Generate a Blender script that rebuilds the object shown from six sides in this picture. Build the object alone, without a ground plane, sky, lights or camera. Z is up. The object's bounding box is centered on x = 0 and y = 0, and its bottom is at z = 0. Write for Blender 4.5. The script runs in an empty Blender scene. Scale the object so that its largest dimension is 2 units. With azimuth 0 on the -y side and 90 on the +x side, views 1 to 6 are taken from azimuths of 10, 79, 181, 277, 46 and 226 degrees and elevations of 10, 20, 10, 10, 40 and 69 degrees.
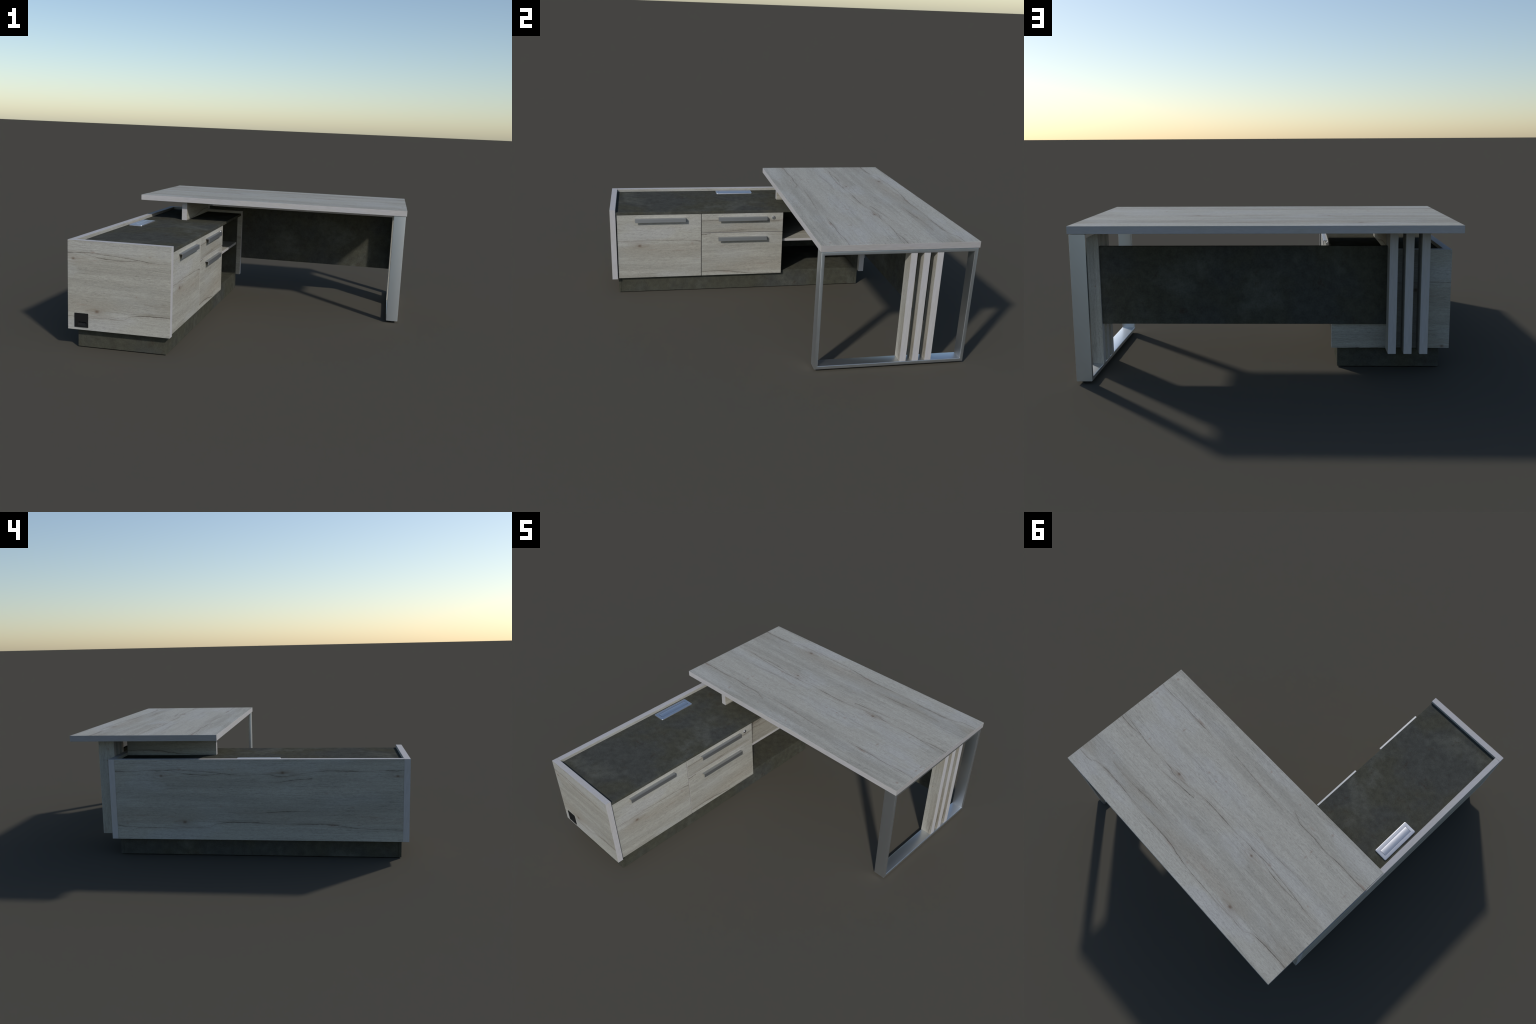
"""L-shaped executive desk: pale oak top on a steel loop leg, resting on a low
credenza with a stone-look worktop.  All sizes in metres, z up."""
import bpy, bmesh, math
from mathutils import Vector

# --------------------------------------------------------------------------
# node helpers
# --------------------------------------------------------------------------
class Tree:
    def __init__(self, name):
        self.mat = bpy.data.materials.new(name)
        self.mat.use_nodes = True
        self.nt = self.mat.node_tree
        self.nt.nodes.clear()
        self.out = self.nt.nodes.new("ShaderNodeOutputMaterial")
        self.bsdf = self.nt.nodes.new("ShaderNodeBsdfPrincipled")
        self.nt.links.new(self.bsdf.outputs[0], self.out.inputs[0])

    def put(self, socket, value):
        if hasattr(value, "is_output"):
            self.nt.links.new(value, socket)
        elif value is not None:
            socket.default_value = value

    def math(self, op, a, b=None, c=None, clamp=False):
        n = self.nt.nodes.new("ShaderNodeMath")
        n.operation = op
        n.use_clamp = clamp
        for s, v in zip(n.inputs, (a, b, c)):
            self.put(s, v)
        return n.outputs[0]

    def coords(self):
        n = self.nt.nodes.new("ShaderNodeTexCoord")
        s = self.nt.nodes.new("ShaderNodeSeparateXYZ")
        self.nt.links.new(n.outputs["Object"], s.inputs[0])
        return n.outputs["Object"], s.outputs

    def vec(self, x, y, z=0.0):
        n = self.nt.nodes.new("ShaderNodeCombineXYZ")
        for s, v in zip(n.inputs, (x, y, z)):
            self.put(s, v)
        return n.outputs[0]

    def noise(self, vector, scale=1.0, detail=2.0, rough=0.5, dist=0.0):
        n = self.nt.nodes.new("ShaderNodeTexNoise")
        self.put(n.inputs["Vector"], vector)
        n.inputs["Scale"].default_value = scale
        n.inputs["Detail"].default_value = detail
        n.inputs["Roughness"].default_value = rough
        n.inputs["Distortion"].default_value = dist
        return n.outputs["Fac"]

    def remap(self, v, a, b, lo=0.0, hi=1.0, smooth=True):
        n = self.nt.nodes.new("ShaderNodeMapRange")
        n.interpolation_type = "SMOOTHSTEP" if smooth else "LINEAR"
        for s, x in zip(n.inputs, (v, a, b, lo, hi)):
            self.put(s, x)
        return n.outputs[0]

    def mix(self, fac, a, b, mode="MIX"):
        n = self.nt.nodes.new("ShaderNodeMix")
        n.data_type = "RGBA"
        n.blend_type = mode
        self.put(n.inputs[0], fac)
        for s, v in ((n.inputs[6], a), (n.inputs[7], b)):
            self.put(s, (*v, 1.0) if isinstance(v, tuple) else v)
        return n.outputs[2]

    def curve(self, x, points):
        n = self.nt.nodes.new("ShaderNodeFloatCurve")
        c = n.mapping.curves[0]
        while len(c.points) > 2:
            c.points.remove(c.points[1])
        c.points[0].location = points[0]
        c.points[1].location = points[-1]
        for p in points[1:-1]:
            c.points.new(*p)
        n.mapping.update()
        self.put(n.inputs["Value"], x)
        return n.outputs[0]

    def bump(self, height, strength, distance):
        n = self.nt.nodes.new("ShaderNodeBump")
        n.inputs["Strength"].default_value = strength
        n.inputs["Distance"].default_value = distance
        self.put(n.inputs["Height"], height)
        self.nt.links.new(n.outputs[0], self.bsdf.inputs["Normal"])

    def finish(self, color, rough, metallic=0.0, spec=0.5):
        self.put(self.bsdf.inputs["Base Color"], (*color, 1.0) if isinstance(color, tuple) else color)
        self.put(self.bsdf.inputs["Roughness"], rough)
        self.bsdf.inputs["Metallic"].default_value = metallic
        self.bsdf.inputs["Specular IOR Level"].default_value = spec
        return self.mat


# --------------------------------------------------------------------------
# materials
# --------------------------------------------------------------------------
OAK_PALE = (0.392, 0.384, 0.343)
OAK_WARM = (0.330, 0.306, 0.258)
OAK_GREY = (0.318, 0.311, 0.276)
OAK_COOL = (0.394, 0.390, 0.370)
CRACK = (0.085, 0.070, 0.058)
KNOT = (0.135, 0.092, 0.066)
RED_STAIN = (0.25, 0.185, 0.150)

# The laminate decor repeats every PERIOD metres along the grain.  It has a few
# drying cracks: control points (along, across, openness) of each.
PERIOD = 1.381
DRYING_CRACKS = (
    ((-0.235, .280, .2), (-0.127, .275, .5), (-0.024, .272, .6), (.115, .261, .7), (.20, .256, .4), (.29, .246, .1)),
    ((.40, .272, .3), (.50, .268, .8), (.555, .268, 1.), (.61, .266, .8), (.704, .264, .9), (.814, .269, .7),
     (.928, .263, 1.), (1.01, .264, .9), (1.052, .251, .7), (1.103, .232, .6)),
    ((-.474, .565, .6), (-.389, .560, .7), (-.304, .565, 1.), (-.222, .563, .4), (-.13, .570, .3), (-.05, .567, 1.),
     (.02, .566, 1.), (.111, .566, .8), (.20, .577, .3), (.311, .594, .5), (.366, .600, .7), (.423, .590, .7),
     (.505, .588, .3), (.592, .591, .4), (.704, .582, .8), (.80, .572, .7), (.907, .565, .6)),
    ((-.67, .582, .1), (-.597, .591, .8), (-.532, .590, 1.), (-.43, .580, .6), (-.37, .566, .3)),
    ((.18, .611, .9), (.24, .616, 1.), (.304, .622, .8), (.38, .633, .5), (.45, .638, .1)),
    ((-.498, .905, .3), (-.399, .913, .5), (-.274, .911, .6), (-.208, .911, .8), (-.122, .908, .5), (-.018, .898, 1.),
     (.063, .887, 1.), (.153, .884, .9), (.248, .885, .7), (.366, .889, .2), (.45, .880, .5), (.56, .875, 1.),
     (.68, .877, 1.), (.76, .889, .4), (.82, .911, .5), (.88, .906, .3)),
    ((.10, .806, .2), (.255, .807, .4), (.33, .808, 1.), (.416, .813, .9), (.52, .819, .3), (.63, .819, .4), (.68, .812, .1)),
    ((-.55, .490, .1), (-.42, .497, .4), (-.33, .494, .3), (-.22, .500, .1)),
)
# round knots with the grain flowing about them: (along, across, radius)
KNOTS = ((-.440, .876, .0095), (.353, .577, .0085), (-.306, .596, .0070))
# small marks: (along, across, half length, half width, strength)
MARKS = ((-.660, .777, .0035, .0030, .8), (.845, .174, .0070, .0065, .6), (.859, .332, .0045, .009, .55),
         (.860, .377, .0040, .012, .45), (.551, .370, .0045, .012, .5), (.649, .560, .006, .004, .5),
         (.520, .262, .028, .006, .55), (.239, .440, .008, .006, .45), (.168, .448, .005, .005, .6),
         (.081, .446, .008, .006, .35), (-.010, .167, .006, .006, .5), (-.028, .276, .007, .006, .4),
         (-.272, .484, .012, .008, .35), (-.346, .462, .008, .004, .35), (.063, .889, .022, .007, .55),
         (-.088, .887, .010, .005, .45), (-.417, .557, .012, .005, .5), (-.275, .183, .005, .005, .6),
         (-.427, .600, .012, .004, .4), (.955, .232, .020, .006, .35), (-.36, .845, .030, .004, .35),
         (-.18, .838, .035, .004, .3), (-.05, .78, .010, .004, .3), (.10, .70, .012, .005, .3))


def decor(t, U, V):
    """Colour and relief of the whitewashed-oak decor at decor position (U, V)."""
    def wrap(c):                       # signed distance along the grain, repeating
        w = t.math("WRAP", t.math("SUBTRACT", U, c), PERIOD / 2, -PERIOD / 2)
        return w

    # slow meander of the grain, and fibres flowing round the knots
    wander = t.noise(t.vec(t.math("MULTIPLY", U, 1.6), t.math("MULTIPLY", V, 5.0), 3.0), 1.0, 2.0)
    vw = t.math("MULTIPLY_ADD", t.math("SUBTRACT", wander, 0.5), 0.026, V)
    core = halo = None
    for ku, kv, r in KNOTS:
        du = t.math("DIVIDE", wrap(ku), 1.7 * r)
        dv = t.math("DIVIDE", t.math("SUBTRACT", V, kv), 1.05 * r)
        r2 = t.math("ADD", t.math("MULTIPLY", du, du), t.math("MULTIPLY", dv, dv))
        far = t.math("ADD", t.math("MULTIPLY", t.math("MULTIPLY", du, du), 0.035),
                     t.math("MULTIPLY", t.math("MULTIPLY", dv, dv), 0.10))
        near = t.math("EXPONENT", t.math("MULTIPLY", far, -1.0))
        vw = t.math("ADD", vw, t.math("MULTIPLY", t.math("MULTIPLY", dv, near), -0.62 * r))
        c = t.math("EXPONENT", t.math("MULTIPLY", r2, -1.3))
        tail = t.math("EXPONENT", t.math("MULTIPLY", t.math("ADD", t.math("MULTIPLY", t.math("MULTIPLY", du, du), 0.16),
                                                            t.math("MULTIPLY", t.math("MULTIPLY", dv, dv), 3.0)), -1.0))
        c = t.math("MAXIMUM", c, t.math("MULTIPLY", tail, 0.40))
        h = near
        core = c if core is None else t.math("MAXIMUM", core, c)
        halo = h if halo is None else t.math("MAXIMUM", halo, h)

    def streak(su, sv, k, detail=2.0, rough=0.55):
        return t.noise(t.vec(t.math("MULTIPLY", U, su), t.math("MULTIPLY", vw, sv), k), 1.0, detail, rough)

    band = streak(0.8, 11.0, 1.7, 4.0, 0.6)
    tint = streak(1.8, 5.0, 5.1, 3.0)
    patch = streak(5.0, 14.0, 9.3, 3.0)
    ring = streak(3.4, 95.0, 2.9, 3.0, 0.6)
    fibre = streak(40.0, 300.0, 4.4, 3.0, 0.65)
    dash = streak(34.0, 150.0, 7.1, 3.0, 0.75)
    grain = streak(150.0, 330.0, 10.4, 2.0, 0.6)
    hair = t.remap(t.math("ABSOLUTE", t.math("SUBTRACT", streak(1.7, 60.0, 12.6, 3.0, 0.6), 0.5)), 0.035, 0.0)
    pore = streak(38.0, 330.0, 8.2, 2.0, 0.6)
    fleck = streak(45.0, 90.0, 6.6, 2.0)

    # broad tone across the sheet: which plank strips are pale, grey or warm
    strip = t.curve(t.math("MULTIPLY", V, 0.8), ((0, .5), (.14, .42), (.19, .50), (.23, .62), (.30, .74), (.37, .48),
                                                 (.46, .50), (.52, .60), (.56, .46), (.60, .34), (.63, .32), (.69, .40), (.73, .70),
                                                 (.80, .80), (.88, .55), (1, .5)))
    col = t.mix(t.remap(t.math("ADD", band, t.math("MULTIPLY", t.math("SUBTRACT", 0.5, strip), 0.35)), 0.42, 0.66), OAK_PALE, OAK_GREY)
    warm = t.curve(t.math("MULTIPLY", V, 0.8), ((0, .2), (.20, .25), (.44, .30), (.48, .35), (.56, .2), (.65, .55), (.69, .75), (.725, .1), (1, .2)))
    col = t.mix(t.math("MULTIPLY", t.remap(tint, 0.38, 0.60), t.math("MULTIPLY", warm, 0.85)), col, OAK_WARM)
    col = t.mix(t.math("MULTIPLY", t.remap(tint, 0.50, 0.36), t.math("MULTIPLY", strip, 1.1)), col, OAK_COOL)
    val = t.math("MULTIPLY_ADD", t.remap(ring, 0.3, 0.7, -1, 1, False), 0.055, 1.0)
    val = t.math("MULTIPLY_ADD", t.remap(fibre, 0.3, 0.7, -1, 1, False), 0.095, val)
    val = t.math("MULTIPLY_ADD", t.remap(dash, 0.3, 0.7, -1, 1, False), 0.060, val)
    val = t.math("MULTIPLY_ADD", t.remap(grain, 0.3, 0.7, -1, 1, False), 0.085, val)
    val = t.math("MULTIPLY_ADD", t.remap(patch, 0.3, 0.7, -1, 1, False), 0.035, val)
    val = t.math("MULTIPLY_ADD", t.math("MULTIPLY", hair, t.remap(patch, 0.35, 0.62)), -0.16, val)
    pores = t.math("MULTIPLY", t.remap(pore, 0.55, 0.68), t.remap(patch, 0.40, 0.60))
    val = t.math("MULTIPLY_ADD", pores, -0.19, val)
    flecks = t.math("MULTIPLY", t.remap(fleck, 0.60, 0.72), t.remap(tint, 0.46, 0.58))
    val = t.math("MULTIPLY_ADD", flecks, -0.13, val)
    # flame figure beside the front crack
    fu = t.math("DIVIDE", wrap(.30), .19)
    fv = t.math("DIVIDE", t.math("SUBTRACT", V, .272), .022)
    flame = t.math("EXPONENT", t.math("MULTIPLY", t.math("ADD", t.math("MULTIPLY", fu, fu), t.math("MULTIPLY", fv, fv)), -1.0))
    comb = t.math("SINE", t.math("ADD", t.math("MULTIPLY", U, 420.0), t.math("MULTIPLY", t.noise(t.vec(t.math("MULTIPLY", U, 14.0), t.math("MULTIPLY", V, 60.0), 1.0), 1.0, 2.0), 22.0)))
    val = t.math("ADD", val, t.math("MULTIPLY", t.math("MULTIPLY", flame, comb), 0.05))
    col = t.mix(1.0, col, t.vec(val, val, val), "MULTIPLY")

    # drying cracks: dark ragged line, brown shading and parallel fibres beside it
    seam = glow = None
    for i, pts in enumerate(DRYING_CRACKS):
        u0, u1 = pts[0][0], pts[-1][0]
        v0 = min(p[1] for p in pts) - 0.01
        v1 = max(p[1] for p in pts) + 0.01
        mid = (u0 + u1) / 2
        x = t.math("DIVIDE", t.math("ADD", wrap(mid), (u1 - u0) / 2), u1 - u0)
        path = t.math("MULTIPLY_ADD", t.curve(x, [((p[0] - u0) / (u1 - u0), (p[1] - v0) / (v1 - v0)) for p in pts]), v1 - v0, v0)
        gape = t.curve(x, [((p[0] - u0) / (u1 - u0), p[2]) for p in pts])
        jit = t.noise(t.vec(t.math("MULTIPLY", U, 30.0), 3.1 * i, 0.0), 1.0, 3.0, 0.6)
        path = t.math("MULTIPLY_ADD", t.math("SUBTRACT", jit, 0.5), 0.006, path)
        d = t.math("ABSOLUTE", t.math("SUBTRACT", V, path))
        torn = t.noise(t.vec(t.math("MULTIPLY", U, 16.0), 7.7 * i, 4.0), 1.0, 2.0, 0.6)
        gape = t.math("MULTIPLY", gape, t.remap(torn, 0.28, 0.55, 0.55, 1.0))
        gape = t.math("MULTIPLY", gape, t.math("MULTIPLY", t.math("GREATER_THAN", x, 0.0), t.math("LESS_THAN", x, 1.0)))
        width = t.math("MULTIPLY_ADD", t.math("MULTIPLY", gape, t.remap(jit, 0.35, 0.65, 0.55, 1.1)), 0.0024, 0.0006)
        line = t.math("MULTIPLY", t.remap(t.math("DIVIDE", d, width), 1.25, 0.2), t.math("MULTIPLY", t.math("POWER", gape, 0.55), t.remap(dash, 0.32, 0.62, 1.0, 0.58)))
        g = t.math("MULTIPLY", t.remap(d, 0.022, 0.0), t.math("MULTIPLY_ADD", gape, 0.8, 0.25))
        seam = line if seam is None else t.math("MAXIMUM", seam, line)
        glow = g if glow is None else t.math("MAXIMUM", glow, g)
    side = t.math("MULTIPLY", glow, t.math("MAXIMUM", t.remap(ring, 0.42, 0.62, 0.06, 0.40), t.math("MULTIPLY", hair, 0.75)))
    col = t.mix(side, col, OAK_WARM)
    col = t.mix(t.math("MULTIPLY", side, 0.5), col, CRACK)
    # marks and knots
    stain = None
    for mu, mv, a, b, k in MARKS:
        du = t.math("DIVIDE", wrap(mu), a)
        dv = t.math("DIVIDE", t.math("SUBTRACT", V, mv), b)
        e = t.math("EXPONENT", t.math("MULTIPLY", t.math("ADD", t.math("MULTIPLY", du, du), t.math("MULTIPLY", dv, dv)), -0.9))
        e = t.math("MULTIPLY", e, k)
        stain = e if stain is None else t.math("MAXIMUM", stain, e)
    stain = t.math("MULTIPLY", stain, t.remap(patch, 0.30, 0.55, 0.6, 1.0))
    col = t.mix(t.math("MULTIPLY", stain, 1.2), col, RED_STAIN)
    col = t.mix(t.math("MULTIPLY", halo, t.math("MAXIMUM", t.remap(ring, 0.38, 0.62, 0.06, 0.60), hair)), col, (0.265, 0.232, 0.185))
    col = t.mix(seam, col, CRACK)
    col = t.mix(t.math("MULTIPLY", core, 0.85), col, KNOT)
    relief = t.math("MULTIPLY_ADD", pores, -0.4, t.math("MULTIPLY_ADD", seam, -1.0, fibre))
    return col, relief


def make_decor_group():
    """Wrap the decor in one shared node group: inputs U, V; outputs Color, Relief."""
    ng = bpy.data.node_groups.new("whitewashed_oak_decor", "ShaderNodeTree")
    for n in ("U", "V"):
        ng.interface.new_socket(n, in_out="INPUT", socket_type="NodeSocketFloat")
    ng.interface.new_socket("Color", in_out="OUTPUT", socket_type="NodeSocketColor")
    ng.interface.new_socket("Relief", in_out="OUTPUT", socket_type="NodeSocketFloat")
    gi = ng.nodes.new("NodeGroupInput")
    go = ng.nodes.new("NodeGroupOutput")
    t = Tree.__new__(Tree)
    t.nt = ng
    col, relief = decor(t, gi.outputs["U"], gi.outputs["V"])
    ng.links.new(col, go.inputs["Color"])
    ng.links.new(relief, go.inputs["Relief"])
    return ng


DECOR = make_decor_group()


def oak(name, grain, across, u=(1, 0.0), v=(1, 0.0)):
    """Oak-faced board: grain / across are axis letters of its face; u and v give the
    (direction, offset) at which the board was cut from the decor sheet."""
    t = Tree(name)
    _, xyz = t.coords()
    g = t.nt.nodes.new("ShaderNodeGroup")
    g.node_tree = DECOR
    t.put(g.inputs["U"], t.math("MULTIPLY_ADD", xyz["XYZ".index(grain)], u[0], u[1]))
    t.put(g.inputs["V"], t.math("MULTIPLY_ADD", xyz["XYZ".index(across)], v[0], v[1]))
    t.bump(g.outputs["Relief"], 0.10, 0.001)
    return t.finish(g.outputs["Color"], 0.70, spec=0.12)


def oak_edge(name, grain, tone=1.0):
    """Edge banding of the oak boards: plain, slightly lilac, short soft fibres."""
    t = Tree(name)
    _, xyz = t.coords()
    scale = {a: (22.0 if a == grain else 150.0) for a in "XYZ"}
    p = t.vec(*[t.math("MULTIPLY", s, scale[a]) for a, s in zip("XYZ", xyz)])
    fine = t.noise(p, 1.0, 3.0, 0.6)
    soft = t.noise(p, 0.22, 2.0)
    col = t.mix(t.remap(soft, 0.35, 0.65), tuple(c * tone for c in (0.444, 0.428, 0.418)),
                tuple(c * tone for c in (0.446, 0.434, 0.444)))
    val = t.math("MULTIPLY_ADD", t.remap(fine, 0.3, 0.7, -1, 1, False), 0.06, 1.0)
    col = t.mix(1.0, col, t.vec(val, val, val), "MULTIPLY")
    return t.finish(col, 0.70, spec=0.12)


def stone(name):
    """Dark oxidised-concrete laminate: cloudy grey with olive, blue and rust stains."""
    t = Tree(name)
    obj, _ = t.coords()
    cloud = t.noise(obj, 4.0, 5.0, 0.6, 0.3)
    tone = t.noise(obj, 2.6, 4.0, 0.55)
    mott = t.noise(obj, 24.0, 5.0, 0.65)
    grit = t.noise(obj, 160.0, 3.0, 0.6)
    rust = t.noise(obj, 13.0, 5.0, 0.7, 0.6)
    col = t.mix(t.remap(tone, 0.42, 0.60), (0.064, 0.0635, 0.049), (0.061, 0.063, 0.057))
    col = t.mix(t.remap(cloud, 0.52, 0.70), col, (0.088, 0.090, 0.077))
    col = t.mix(t.math("MULTIPLY", t.remap(rust, 0.58, 0.74), 0.6), col, (0.050, 0.036, 0.026))
    val = t.math("MULTIPLY_ADD", t.remap(mott, 0.3, 0.7, -1, 1, False), 0.19, 1.0)
    val = t.math("MULTIPLY_ADD", t.remap(grit, 0.3, 0.7, -1, 1, False), 0.13, val)
    col = t.mix(1.0, col, t.vec(val, val, val), "MULTIPLY")
    t.bump(grit, 0.08, 0.001)
    return t.finish(col, t.remap(mott, 0.3, 0.7, 0.72, 0.82), spec=0.0)


def metal(name, color, rough):
    t = Tree(name)
    obj, _ = t.coords()
    n = t.noise(obj, 40.0, 2.0, 0.6)
    return t.finish(color, t.remap(n, 0.3, 0.7, rough - 0.01, rough + 0.01), metallic=1.0)


def plastic(name, color, rough):
    t = Tree(name)
    obj, _ = t.coords()
    n = t.noise(obj, 400.0, 2.0)
    t.bump(n, 0.1, 0.0005)
    return t.finish(color, rough, spec=0.25)


# --------------------------------------------------------------------------
# geometry helpers
# --------------------------------------------------------------------------
ROOT = bpy.data.objects.new("corner_desk", None)
ROOT.empty_display_size = 0.2
bpy.context.collection.objects.link(ROOT)
ROOT["label"] = "L-shaped office desk, pale oak top on dark-topped credenza"
ROOT["category"] = "office desk"


def link(name, mesh, parent=ROOT, location=(0, 0, 0)):
    o = bpy.data.objects.new(name, mesh)
    o.location = location
    o.parent = parent
    bpy.context.collection.objects.link(o)
    return o


def to_mesh(bm, name, mats, smooth=False):
    bmesh.ops.recalc_face_normals(bm, faces=bm.faces)
    me = bpy.data.meshes.new(name)
    bm.to_mesh(me)
    bm.free()
    for m in mats:
        me.materials.append(m)
    if smooth:
        me.shade_smooth()
        me.set_sharp_from_angle(angle=math.radians(40))
    return me


def add_box(bm, lo, hi, face_axis=None, bevel=0.0, segments=1):
    """Box; faces across face_axis get material 0, the other (edge) faces material 1."""
    c = [(a + b) / 2 for a, b in zip(lo, hi)]
    s = [b - a for a, b in zip(lo, hi)]
    part = bmesh.new()
    bmesh.ops.create_cube(part, size=1.0)
    for v in part.verts:
        v.co = Vector([v.co[i] * s[i] + c[i] for i in range(3)])
    part.normal_update()
    for f in part.faces:
        if face_axis is not None:
            f.material_index = 0 if abs(f.normal["XYZ".index(face_axis)]) > 0.9 else 1
    if bevel:
        bmesh.ops.bevel(part, geom=part.edges[:], offset=bevel, segments=segments,
                        profile=0.5, affect="EDGES", clamp_overlap=True)
    tmp = bpy.data.meshes.new("tmp")
    part.to_mesh(tmp)
    part.free()
    bm.from_mesh(tmp)
    bpy.data.meshes.remove(tmp)


def board(name, lo, hi, face_axis, mats, parent=ROOT, bevel=0.0008):
    bm = bmesh.new()
    add_box(bm, lo, hi, face_axis, bevel)
    return link(name, to_mesh(bm, name, mats), parent)


def cut_opening(obj, lo, hi):
    """Cut a box-shaped opening into a board (boolean, applied)."""
    bm = bmesh.new()
    add_box(bm, lo, hi)
    cutter = link("cutter", to_mesh(bm, "cutter", list(obj.data.materials)))
    mod = obj.modifiers.new("opening", "BOOLEAN")
    mod.operation = "DIFFERENCE"
    mod.solver = "EXACT"
    mod.object = cutter
    deps = bpy.context.evaluated_depsgraph_get()
    me = bpy.data.meshes.new_from_object(obj.evaluated_get(deps))
    obj.modifiers.clear()
    obj.data = me
    bpy.data.objects.remove(cutter)


def extrude_profile(bm, pts, axis, a, b, mat=0):
    """Closed 2D profile swept along one axis from a to b (profile in the other two, cyclic order)."""
    i = "XYZ".index(axis)
    j, k = [q for q in range(3) if q != i]

    def at(p, t):
        co = [0, 0, 0]
        co[i], co[j], co[k] = t, p[0], p[1]
        return bm.verts.new(co)
    ring0 = [at(p, a) for p in pts]
    ring1 = [at(p, b) for p in pts]
    n = len(pts)
    for q in range(n):
        f = bm.faces.new((ring0[q], ring0[(q + 1) % n], ring1[(q + 1) % n], ring1[q]))
        f.material_index = mat
    for r in (ring0, ring1):
        bm.faces.new(r).material_index = mat


def rounded_rect(x0, y0, x1, y1, r, steps=5):
    pts = []
    for cx, cy, a0 in ((x1 - r, y1 - r, 0), (x0 + r, y1 - r, 90), (x0 + r, y0 + r, 180), (x1 - r, y0 + r, 270)):
        for s in range(steps + 1):
            a = math.radians(a0 + 90 * s / steps)
            pts.append((cx + r * math.cos(a), cy + r * math.sin(a)))
    return pts


def lathe(bm, profile, center, axis="Z", segments=32, mat=0):
    """Revolve (radius, height) pairs about an axis through center; closed by fans."""
    i = "XYZ".index(axis)
    j, k = (i + 1) % 3, (i + 2) % 3
    rings = []
    for r, h in profile:
        ring = []
        for s in range(segments):
            a = 2 * math.pi * s / segments
            co = list(center)
            co[i] += h
            co[j] += r * math.cos(a)
            co[k] += r * math.sin(a)
            ring.append(bm.verts.new(co))
        rings.append(ring)
    for r0, r1 in zip(rings, rings[1:]):
        for s in range(segments):
            bm.faces.new((r0[s], r0[(s + 1) % segments], r1[(s + 1) % segments], r1[s])).material_index = mat
    bm.faces.new(rings[0]).material_index = mat
    bm.faces.new(rings[-1]).material_index = mat


# --------------------------------------------------------------------------
# dimensions
# --------------------------------------------------------------------------
W = 0.886                       # half width of the table
TOP_Z0, TOP_Z1 = 0.7027, 0.7380
TOP_Y0, TOP_Y1 = 0.1145, 1.0
CAB_X0, CAB_X1 = -0.8852, -0.3132      # end panels of the credenza
CAB_Y0, CAB_Y1 = -0.9968, 0.7720
CAB_Z0, CAB_Z1 = 0.1070, 0.5938
T = 0.0365                      # thick boards
THIN = 0.0177                   # thin boards
IN_Y0, IN_Y1 = CAB_Y0 + T, CAB_Y1 - T
FRONT_X = -0.3222               # face of doors and drawers
BODY_X = -0.3440                # face of carcass and plinth
WORK_Z1 = 0.5762
WORK_Z0 = WORK_Z1 - THIN

edge_x = oak_edge("oak_edge_band_lengthwise", "X")
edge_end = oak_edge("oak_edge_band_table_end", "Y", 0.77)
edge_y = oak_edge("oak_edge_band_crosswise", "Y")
edge_z = oak_edge("oak_edge_band_upright", "Z")
stone_mat = stone("dark_stone_laminate")
steel = metal("satin_steel", (0.74, 0.77, 0.80), 0.40)
alu = metal("matt_aluminium_handle", (0.51, 0.52, 0.53), 0.50)
bright = metal("bright_aluminium", (0.70, 0.70, 0.72), 0.44)
black = plastic("black_plastic", (0.008, 0.008, 0.008), 0.65)
rubber = plastic("black_rubber", (0.02, 0.02, 0.02), 0.7)

# where each board is cut from the decor sheet
oak_top = oak("oak_tabletop", "X", "Y")
oak_end = oak("oak_end_panel", "X", "Z", (-1, -1.160), (-1, 1.091))
oak_end_rear = oak("oak_rear_end_panel", "X", "Z", (-1, -1.157), (1, 0.479))
oak_back = oak("oak_back_panel", "Y", "Z", (1, -0.761), (-1, 1.091))
oak_door = oak("oak_door", "Y", "Z", (1, 0.369), (1, 0.536))
oak_drawer_top = oak("oak_top_drawer", "Y", "Z", (1, 0.550), (1, 0.377))
oak_drawer_low = oak("oak_low_drawer", "Y", "Z", (-1, -0.152), (-1, 1.026))
oak_slat_r = oak("oak_leg_slat", "Z", "X", (1, 0.30), (1, 0.79))
oak_slat_l = oak("oak_rear_slat", "Z", "Y", (1, -0.40), (1, -0.37))
oak_shelf = oak("oak_shelf", "Y", "X", (1, 0.0), (1, 1.10))
oak_support = oak("oak_support", "Y", "Z", (1, -0.479), (-1, 1.493))

# --------------------------------------------------------------------------
# table
# --------------------------------------------------------------------------
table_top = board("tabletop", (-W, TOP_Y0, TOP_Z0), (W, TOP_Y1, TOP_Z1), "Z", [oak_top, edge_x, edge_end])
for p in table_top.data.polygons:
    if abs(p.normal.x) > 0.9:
        p.material_index = 2

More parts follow.
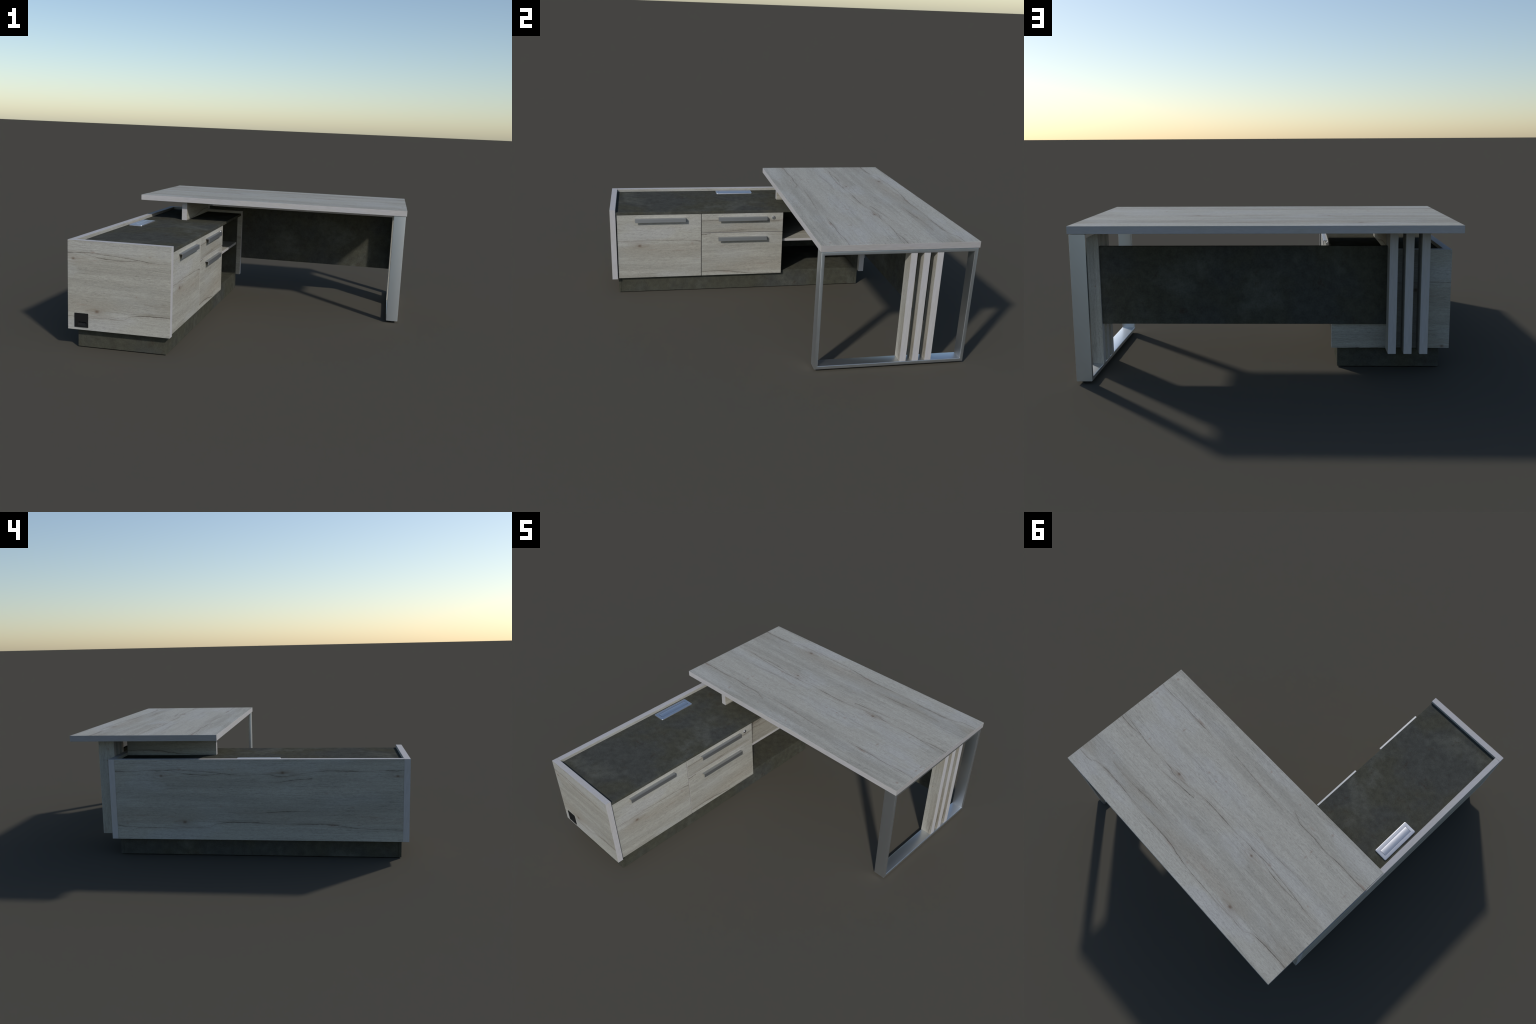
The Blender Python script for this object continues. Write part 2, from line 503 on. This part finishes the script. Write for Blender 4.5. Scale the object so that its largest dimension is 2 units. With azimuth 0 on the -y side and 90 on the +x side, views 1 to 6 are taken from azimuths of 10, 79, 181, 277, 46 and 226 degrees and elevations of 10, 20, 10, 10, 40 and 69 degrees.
# steel loop leg: flat rectangular tube bent into a mitred rectangle
LEG_X0, LEG_X1 = 0.8058, 0.8805
LEG_Y0, LEG_Y1 = 0.1203, 0.9952
LEG_Z0, LEG_Z1 = 0.0118, 0.7006
TUBE = 0.0200
bm = bmesh.new()
section = rounded_rect(LEG_X0, 0.0, LEG_X1, TUBE, 0.0030, 4)
loops = []
for cy, cz, sy, sz in ((LEG_Y0, LEG_Z0, 1, 1), (LEG_Y1, LEG_Z0, -1, 1), (LEG_Y1, LEG_Z1, -1, -1), (LEG_Y0, LEG_Z1, 1, -1)):
    loops.append([bm.verts.new((x, cy + sy * d, cz + sz * d)) for x, d in section])
n = len(section)
for a in range(4):
    r0, r1 = loops[a], loops[(a + 1) % 4]
    for s in range(n):
        bm.faces.new((r0[s], r0[(s + 1) % n], r1[(s + 1) % n], r1[s]))
leg = link("leg_frame", to_mesh(bm, "leg_frame", [steel], True))

bm = bmesh.new()
LEG_XC = (LEG_X0 + LEG_X1) / 2
lathe(bm, [(0.018, 0.0), (0.021, 0.0015), (0.021, 0.009), (0.017, 0.0125)], (0, 0, 0), "Z", 28)
foot_mesh = to_mesh(bm, "foot", [rubber], True)
for y in (LEG_Y0 + 0.035, LEG_Y1 - 0.035):
    link("foot", foot_mesh, leg, (LEG_XC, y, 0.0))
# spacer plates between the loop and the underside of the top
bm = bmesh.new()
for y in (LEG_Y0 + 0.12, LEG_Y1 - 0.12):
    add_box(bm, (LEG_X0 + 0.012, y - 0.04, LEG_Z1 - 0.001), (LEG_X1 - 0.012, y + 0.04, TOP_Z0))
link("mounting_plate", to_mesh(bm, "mounting_plate", [steel]), leg)

# upright slats inside the loop (wide face across the table)
SLAT, REAR_SLAT = 0.0371, 0.0384
bm = bmesh.new()
add_box(bm, (-0.0374, -SLAT / 2, LEG_Z0 + TUBE), (0.0360, SLAT / 2, LEG_Z1 - TUBE), "Y", 0.0007)
slat_mesh = to_mesh(bm, "leg_slat", [oak_slat_r, edge_z])
for y in (0.6322, 0.7061, 0.7814):
    link("leg_slat", slat_mesh, ROOT, (0.8418, y, 0.0))

# upright slats behind the credenza (wide face along y)
bm = bmesh.new()
add_box(bm, (-REAR_SLAT / 2, CAB_Y1, 0.107), (REAR_SLAT / 2, 0.8695, TOP_Z0), "X", 0.0007)
slat_mesh = to_mesh(bm, "rear_slat", [oak_slat_l, edge_z])
for x in (-0.5948, -0.6693, -0.7440):
    link("rear_slat", slat_mesh, ROOT, (x, 0.0, 0.0))

board("modesty_panel", (-0.5760, 0.7730, 0.2322), (0.8045, 0.7912, 0.6150), "Y", [stone_mat, stone_mat])
board("support_board", (-0.6123, 0.1655, WORK_Z1), (-0.5765, IN_Y1, TOP_Z0), "X", [oak_support, edge_y])

# --------------------------------------------------------------------------
# credenza body
# --------------------------------------------------------------------------
FX0, FX1, FZa, FZb = -0.8462, -0.7690, 0.1222, 0.1995      # opening for the cable flap
front_end = board("end_panel", (CAB_X0, CAB_Y0, CAB_Z0), (CAB_X1, IN_Y0, CAB_Z1), "Y", [oak_end, edge_z])
cut_opening(front_end, (FX0 + 0.001, CAB_Y0 - 0.02, FZa + 0.001), (FX1 - 0.001, CAB_Y0 + 0.018, FZb - 0.001))
board("end_panel", (CAB_X0, IN_Y1, CAB_Z0), (CAB_X1, CAB_Y1, CAB_Z1), "Y", [oak_end_rear, edge_z])
board("back_panel", (CAB_X0 + 0.0006, IN_Y0, CAB_Z0), (CAB_X0 + T, IN_Y1, CAB_Z1), "X", [oak_back, edge_y])
worktop = board("worktop", (CAB_X0 + T, IN_Y0, WORK_Z0), (-0.3185, IN_Y1, WORK_Z1), "Z", [stone_mat, stone_mat])

# plinth: two long boards and two short ones closing the ends
bm = bmesh.new()
PX0, PX1, PY0, PY1, PZ1 = -0.8438, BODY_X, -0.9570, 0.7355, 0.1063
add_box(bm, (PX1 - THIN, PY0 + THIN + 0.0008, 0.002), (PX1, PY1 - THIN - 0.0008, PZ1), None, 0.0006)
add_box(bm, (PX0, PY0 + THIN + 0.0008, 0.002), (PX0 + THIN, PY1 - THIN - 0.0008, PZ1), None, 0.0006)
add_box(bm, (PX0, PY0, 0.002), (PX1, PY0 + THIN, PZ1), None, 0.0006)
add_box(bm, (PX0, PY1 - THIN, 0.002), (PX1, PY1, PZ1), None, 0.0006)
plinth = link("plinth", to_mesh(bm, "plinth", [stone_mat]))
bm = bmesh.new()
for x in (PX0 + 0.05, PX1 - 0.05):
    for y in (PY0 + 0.06, (PY0 + PY1) / 2, PY1 - 0.06):
        lathe(bm, [(0.016, 0.0), (0.018, 0.001), (0.018, 0.02)], (x, y, 0.0), "Z", 20)
link("glide", to_mesh(bm, "glide", [rubber], True), plinth)

# carcass boards
BACK_X = CAB_X0 + T + 0.0075
DRAW_Y1 = 0.1665
board("bottom_board", (BACK_X, IN_Y0 + 0.0005, 0.1063), (BODY_X, IN_Y1 - 0.0005, 0.1240), "Z", [stone_mat, stone_mat])
board("inner_back", (CAB_X0 + T, IN_Y0, 0.1085), (BACK_X, IN_Y1, WORK_Z0 - 0.0003), "X", [stone_mat, stone_mat])
for y0 in (IN_Y0 + 0.0005, -0.4046, DRAW_Y1 - THIN - 0.001, IN_Y1 - THIN - 0.0005):
    board("divider", (BACK_X, y0, 0.1240), (BODY_X, y0 + THIN, WORK_Z0 - 0.0003), "Y", [stone_mat, stone_mat])
board("shelf", (BACK_X, DRAW_Y1 - 0.001, 0.3415), (-0.3460, IN_Y1 - THIN - 0.0005, 0.3592), "Z", [oak_shelf, edge_y])

# --------------------------------------------------------------------------
# door, drawers, handles
# --------------------------------------------------------------------------
FZ0, FZ1, SPLIT = 0.1108, 0.5562, 0.4203
DOOR = (-0.9545, -0.3975)
DRAW = (-0.3932, DRAW_Y1)
GAP = 0.0036

bm = bmesh.new()
ext, hgt, wall = 0.0222, 0.0252, 0.0030
extrude_profile(bm, [(0, 0), (0, -0.006), (wall * 0.6, -0.006), (wall * 0.6, -wall), (ext - wall, -wall),
                     (ext - wall, -hgt), (ext, -hgt), (ext, 0)], "Y", -0.1671, 0.1671)
bmesh.ops.bevel(bm, geom=[e for e in bm.edges if abs(e.verts[0].co.y - e.verts[1].co.y) > 0.1],
                offset=0.0005, segments=2, profile=0.5, affect="EDGES")
handle_mesh = to_mesh(bm, "handle", [alu])


def front(name, y0, y1, z0, z1, mat, handle_y, handle_z):
    f = board(name, (FRONT_X - THIN, y0, z0), (FRONT_X, y1, z1), "X", [mat, edge_y])
    link("handle", handle_mesh, f, (FRONT_X, handle_y, handle_z))
    return f


def drawer_box(parent, z0, z1):
    """Tray behind a drawer front."""
    bm = bmesh.new()
    y0, y1 = -0.375, DRAW_Y1 - THIN - 0.014
    x0, x1 = -0.80, FRONT_X - THIN
    add_box(bm, (x0, y0, z0), (x1, y1, z0 + 0.010))
    for a, b in ((y0, y0 + 0.012), (y1 - 0.012, y1)):
        add_box(bm, (x0, a, z0 + 0.010), (x1, b, z1))
    add_box(bm, (x0, y0 + 0.012, z0 + 0.010), (x0 + 0.012, y1 - 0.012, z1))
    link("drawer_tray", to_mesh(bm, "drawer_tray", [stone_mat]), parent)


front("cabinet_door", DOOR[0], DOOR[1], FZ0, FZ1, oak_door, -0.6678, 0.5322)
low = front("drawer", DRAW[0], DRAW[1], FZ0, SPLIT - GAP / 2, oak_drawer_low, -0.1131, 0.3912)
top = front("drawer", DRAW[0], DRAW[1], SPLIT + GAP / 2, FZ1, oak_drawer_top, -0.1131, 0.5322)
drawer_box(low, 0.135, 0.36)
drawer_box(top, 0.435, 0.52)

# cam lock in the top drawer
bm = bmesh.new()
c = (FRONT_X, 0.1002, 0.5226)
lathe(bm, [(0.0120, -0.002), (0.0120, 0.0035), (0.0105, 0.0055), (0.0085, 0.0055), (0.0080, 0.0035)], c, "X", 32, 0)
lathe(bm, [(0.0076, 0.0), (0.0076, 0.0058), (0.0068, 0.0066)], c, "X", 28, 0)
add_box(bm, (c[0] + 0.0060, c[1] - 0.0008, c[2] - 0.0045), (c[0] + 0.0069, c[1] + 0.0008, c[2] + 0.0045))
me = to_mesh(bm, "lock", [alu, black], True)
for p in me.polygons[-6:]:
    p.material_index = 1
link("lock", me, top)

# flush cable box in the worktop: bevelled frame plus a slightly crowned lid
bm = bmesh.new()
BX0, BX1, BY0, BY1 = -0.8345, -0.7480, -0.2475, 0.0145
LX0, LX1, LY0, LY1 = -0.8115, -0.7715, -0.2260, -0.0090
RIM = WORK_Z1 + 0.0060
outer = [(0.0, WORK_Z1 - 0.002), (0.0, RIM - 0.0030), (0.0003, RIM - 0.0018), (0.0010, RIM - 0.0008), (0.0022, RIM - 0.0002), (0.0040, RIM)]
rings = []
for inset, z in outer:
    rings.append([bm.verts.new((x, y, z)) for x, y in rounded_rect(BX0 + inset, BY0 + inset, BX1 - inset, BY1 - inset, 0.008 - inset, 6)])
for z in (RIM, WORK_Z1 + 0.0006):
    rings.append([bm.verts.new((x, y, z)) for x, y in rounded_rect(LX0 - 0.0018, LY0 - 0.0018, LX1 + 0.0018, LY1 + 0.0018, 0.0025, 6)])
m = len(rings[0])
for r0, r1 in zip(rings, rings[1:]):
    for s in range(m):
        bm.faces.new((r0[s], r0[(s + 1) % m], r1[(s + 1) % m], r1[s]))
bm.faces.new(rings[-1])
box = link("cable_box", to_mesh(bm, "cable_box", [bright], True), worktop)
bm = bmesh.new()
steps = 10
prof = [(LX0, WORK_Z1 + 0.0008)]
for s in range(steps + 1):
    q = s / steps
    prof.append((LX0 + (LX1 - LX0) * q, RIM - 0.0006 + 0.0018 * (1 - (2 * q - 1) ** 2)))
prof.append((LX1, WORK_Z1 + 0.0008))
extrude_profile(bm, [(x, z) for x, z in prof], "Y", LY0, LY1)
link("lid", to_mesh(bm, "lid", [bright], True), box)

# black cable flap on the end panel: plate with a finger notch
bm = bmesh.new()
FY0, FY1 = -1.0, CAB_Y0 + 0.013
NX0, NX1, NZ0, NZ1 = -0.8265, -0.7800, 0.1310, 0.1525
plate = [(FX0, FZa), (FX1, FZa), (FX1, FZb), (FX0, FZb)]
notch = rounded_rect(NX0, NZ0, NX1, NZ1, 0.006, 6)
inner = [(FX0 + 0.002, FZa + 0.002), (FX1 - 0.002, FZa + 0.002), (FX1 - 0.002, FZb - 0.002), (FX0 + 0.002, FZb - 0.002)]
ro = [bm.verts.new((x, FY0, z)) for x, z in plate]
rf = [bm.verts.new((x, CAB_Y0 - 0.0002, z)) for x, z in plate]
rn = [bm.verts.new((x, CAB_Y0 - 0.0002, z)) for x, z in inner]
rb = [bm.verts.new((x, FY1, z)) for x, z in inner]
for a, b in ((ro, rf), (rf, rn), (rn, rb)):
    for s in range(4):
        bm.faces.new((a[s], a[(s + 1) % 4], b[(s + 1) % 4], b[s]))
bm.faces.new(rb)
ni = [bm.verts.new((x, FY0, z)) for x, z in notch]
# recess that deepens towards its top edge
nd = [bm.verts.new((x, FY0 + 0.0115 * ((z - NZ0) / (NZ1 - NZ0)) ** 1.5 + 0.0002, z)) for x, z in notch]
k = len(notch)
for s in range(k):
    bm.faces.new((ni[s], ni[(s + 1) % k], nd[(s + 1) % k], nd[s]))
bm.faces.new(nd)
edges = []
for ring in (ro, ni):
    for s in range(len(ring)):
        edges.append(bm.edges.get((ring[s], ring[(s + 1) % len(ring)])))
bmesh.ops.triangle_fill(bm, use_beauty=True, use_dissolve=False, edges=edges)
link("cable_flap", to_mesh(bm, "cable_flap", [black]))
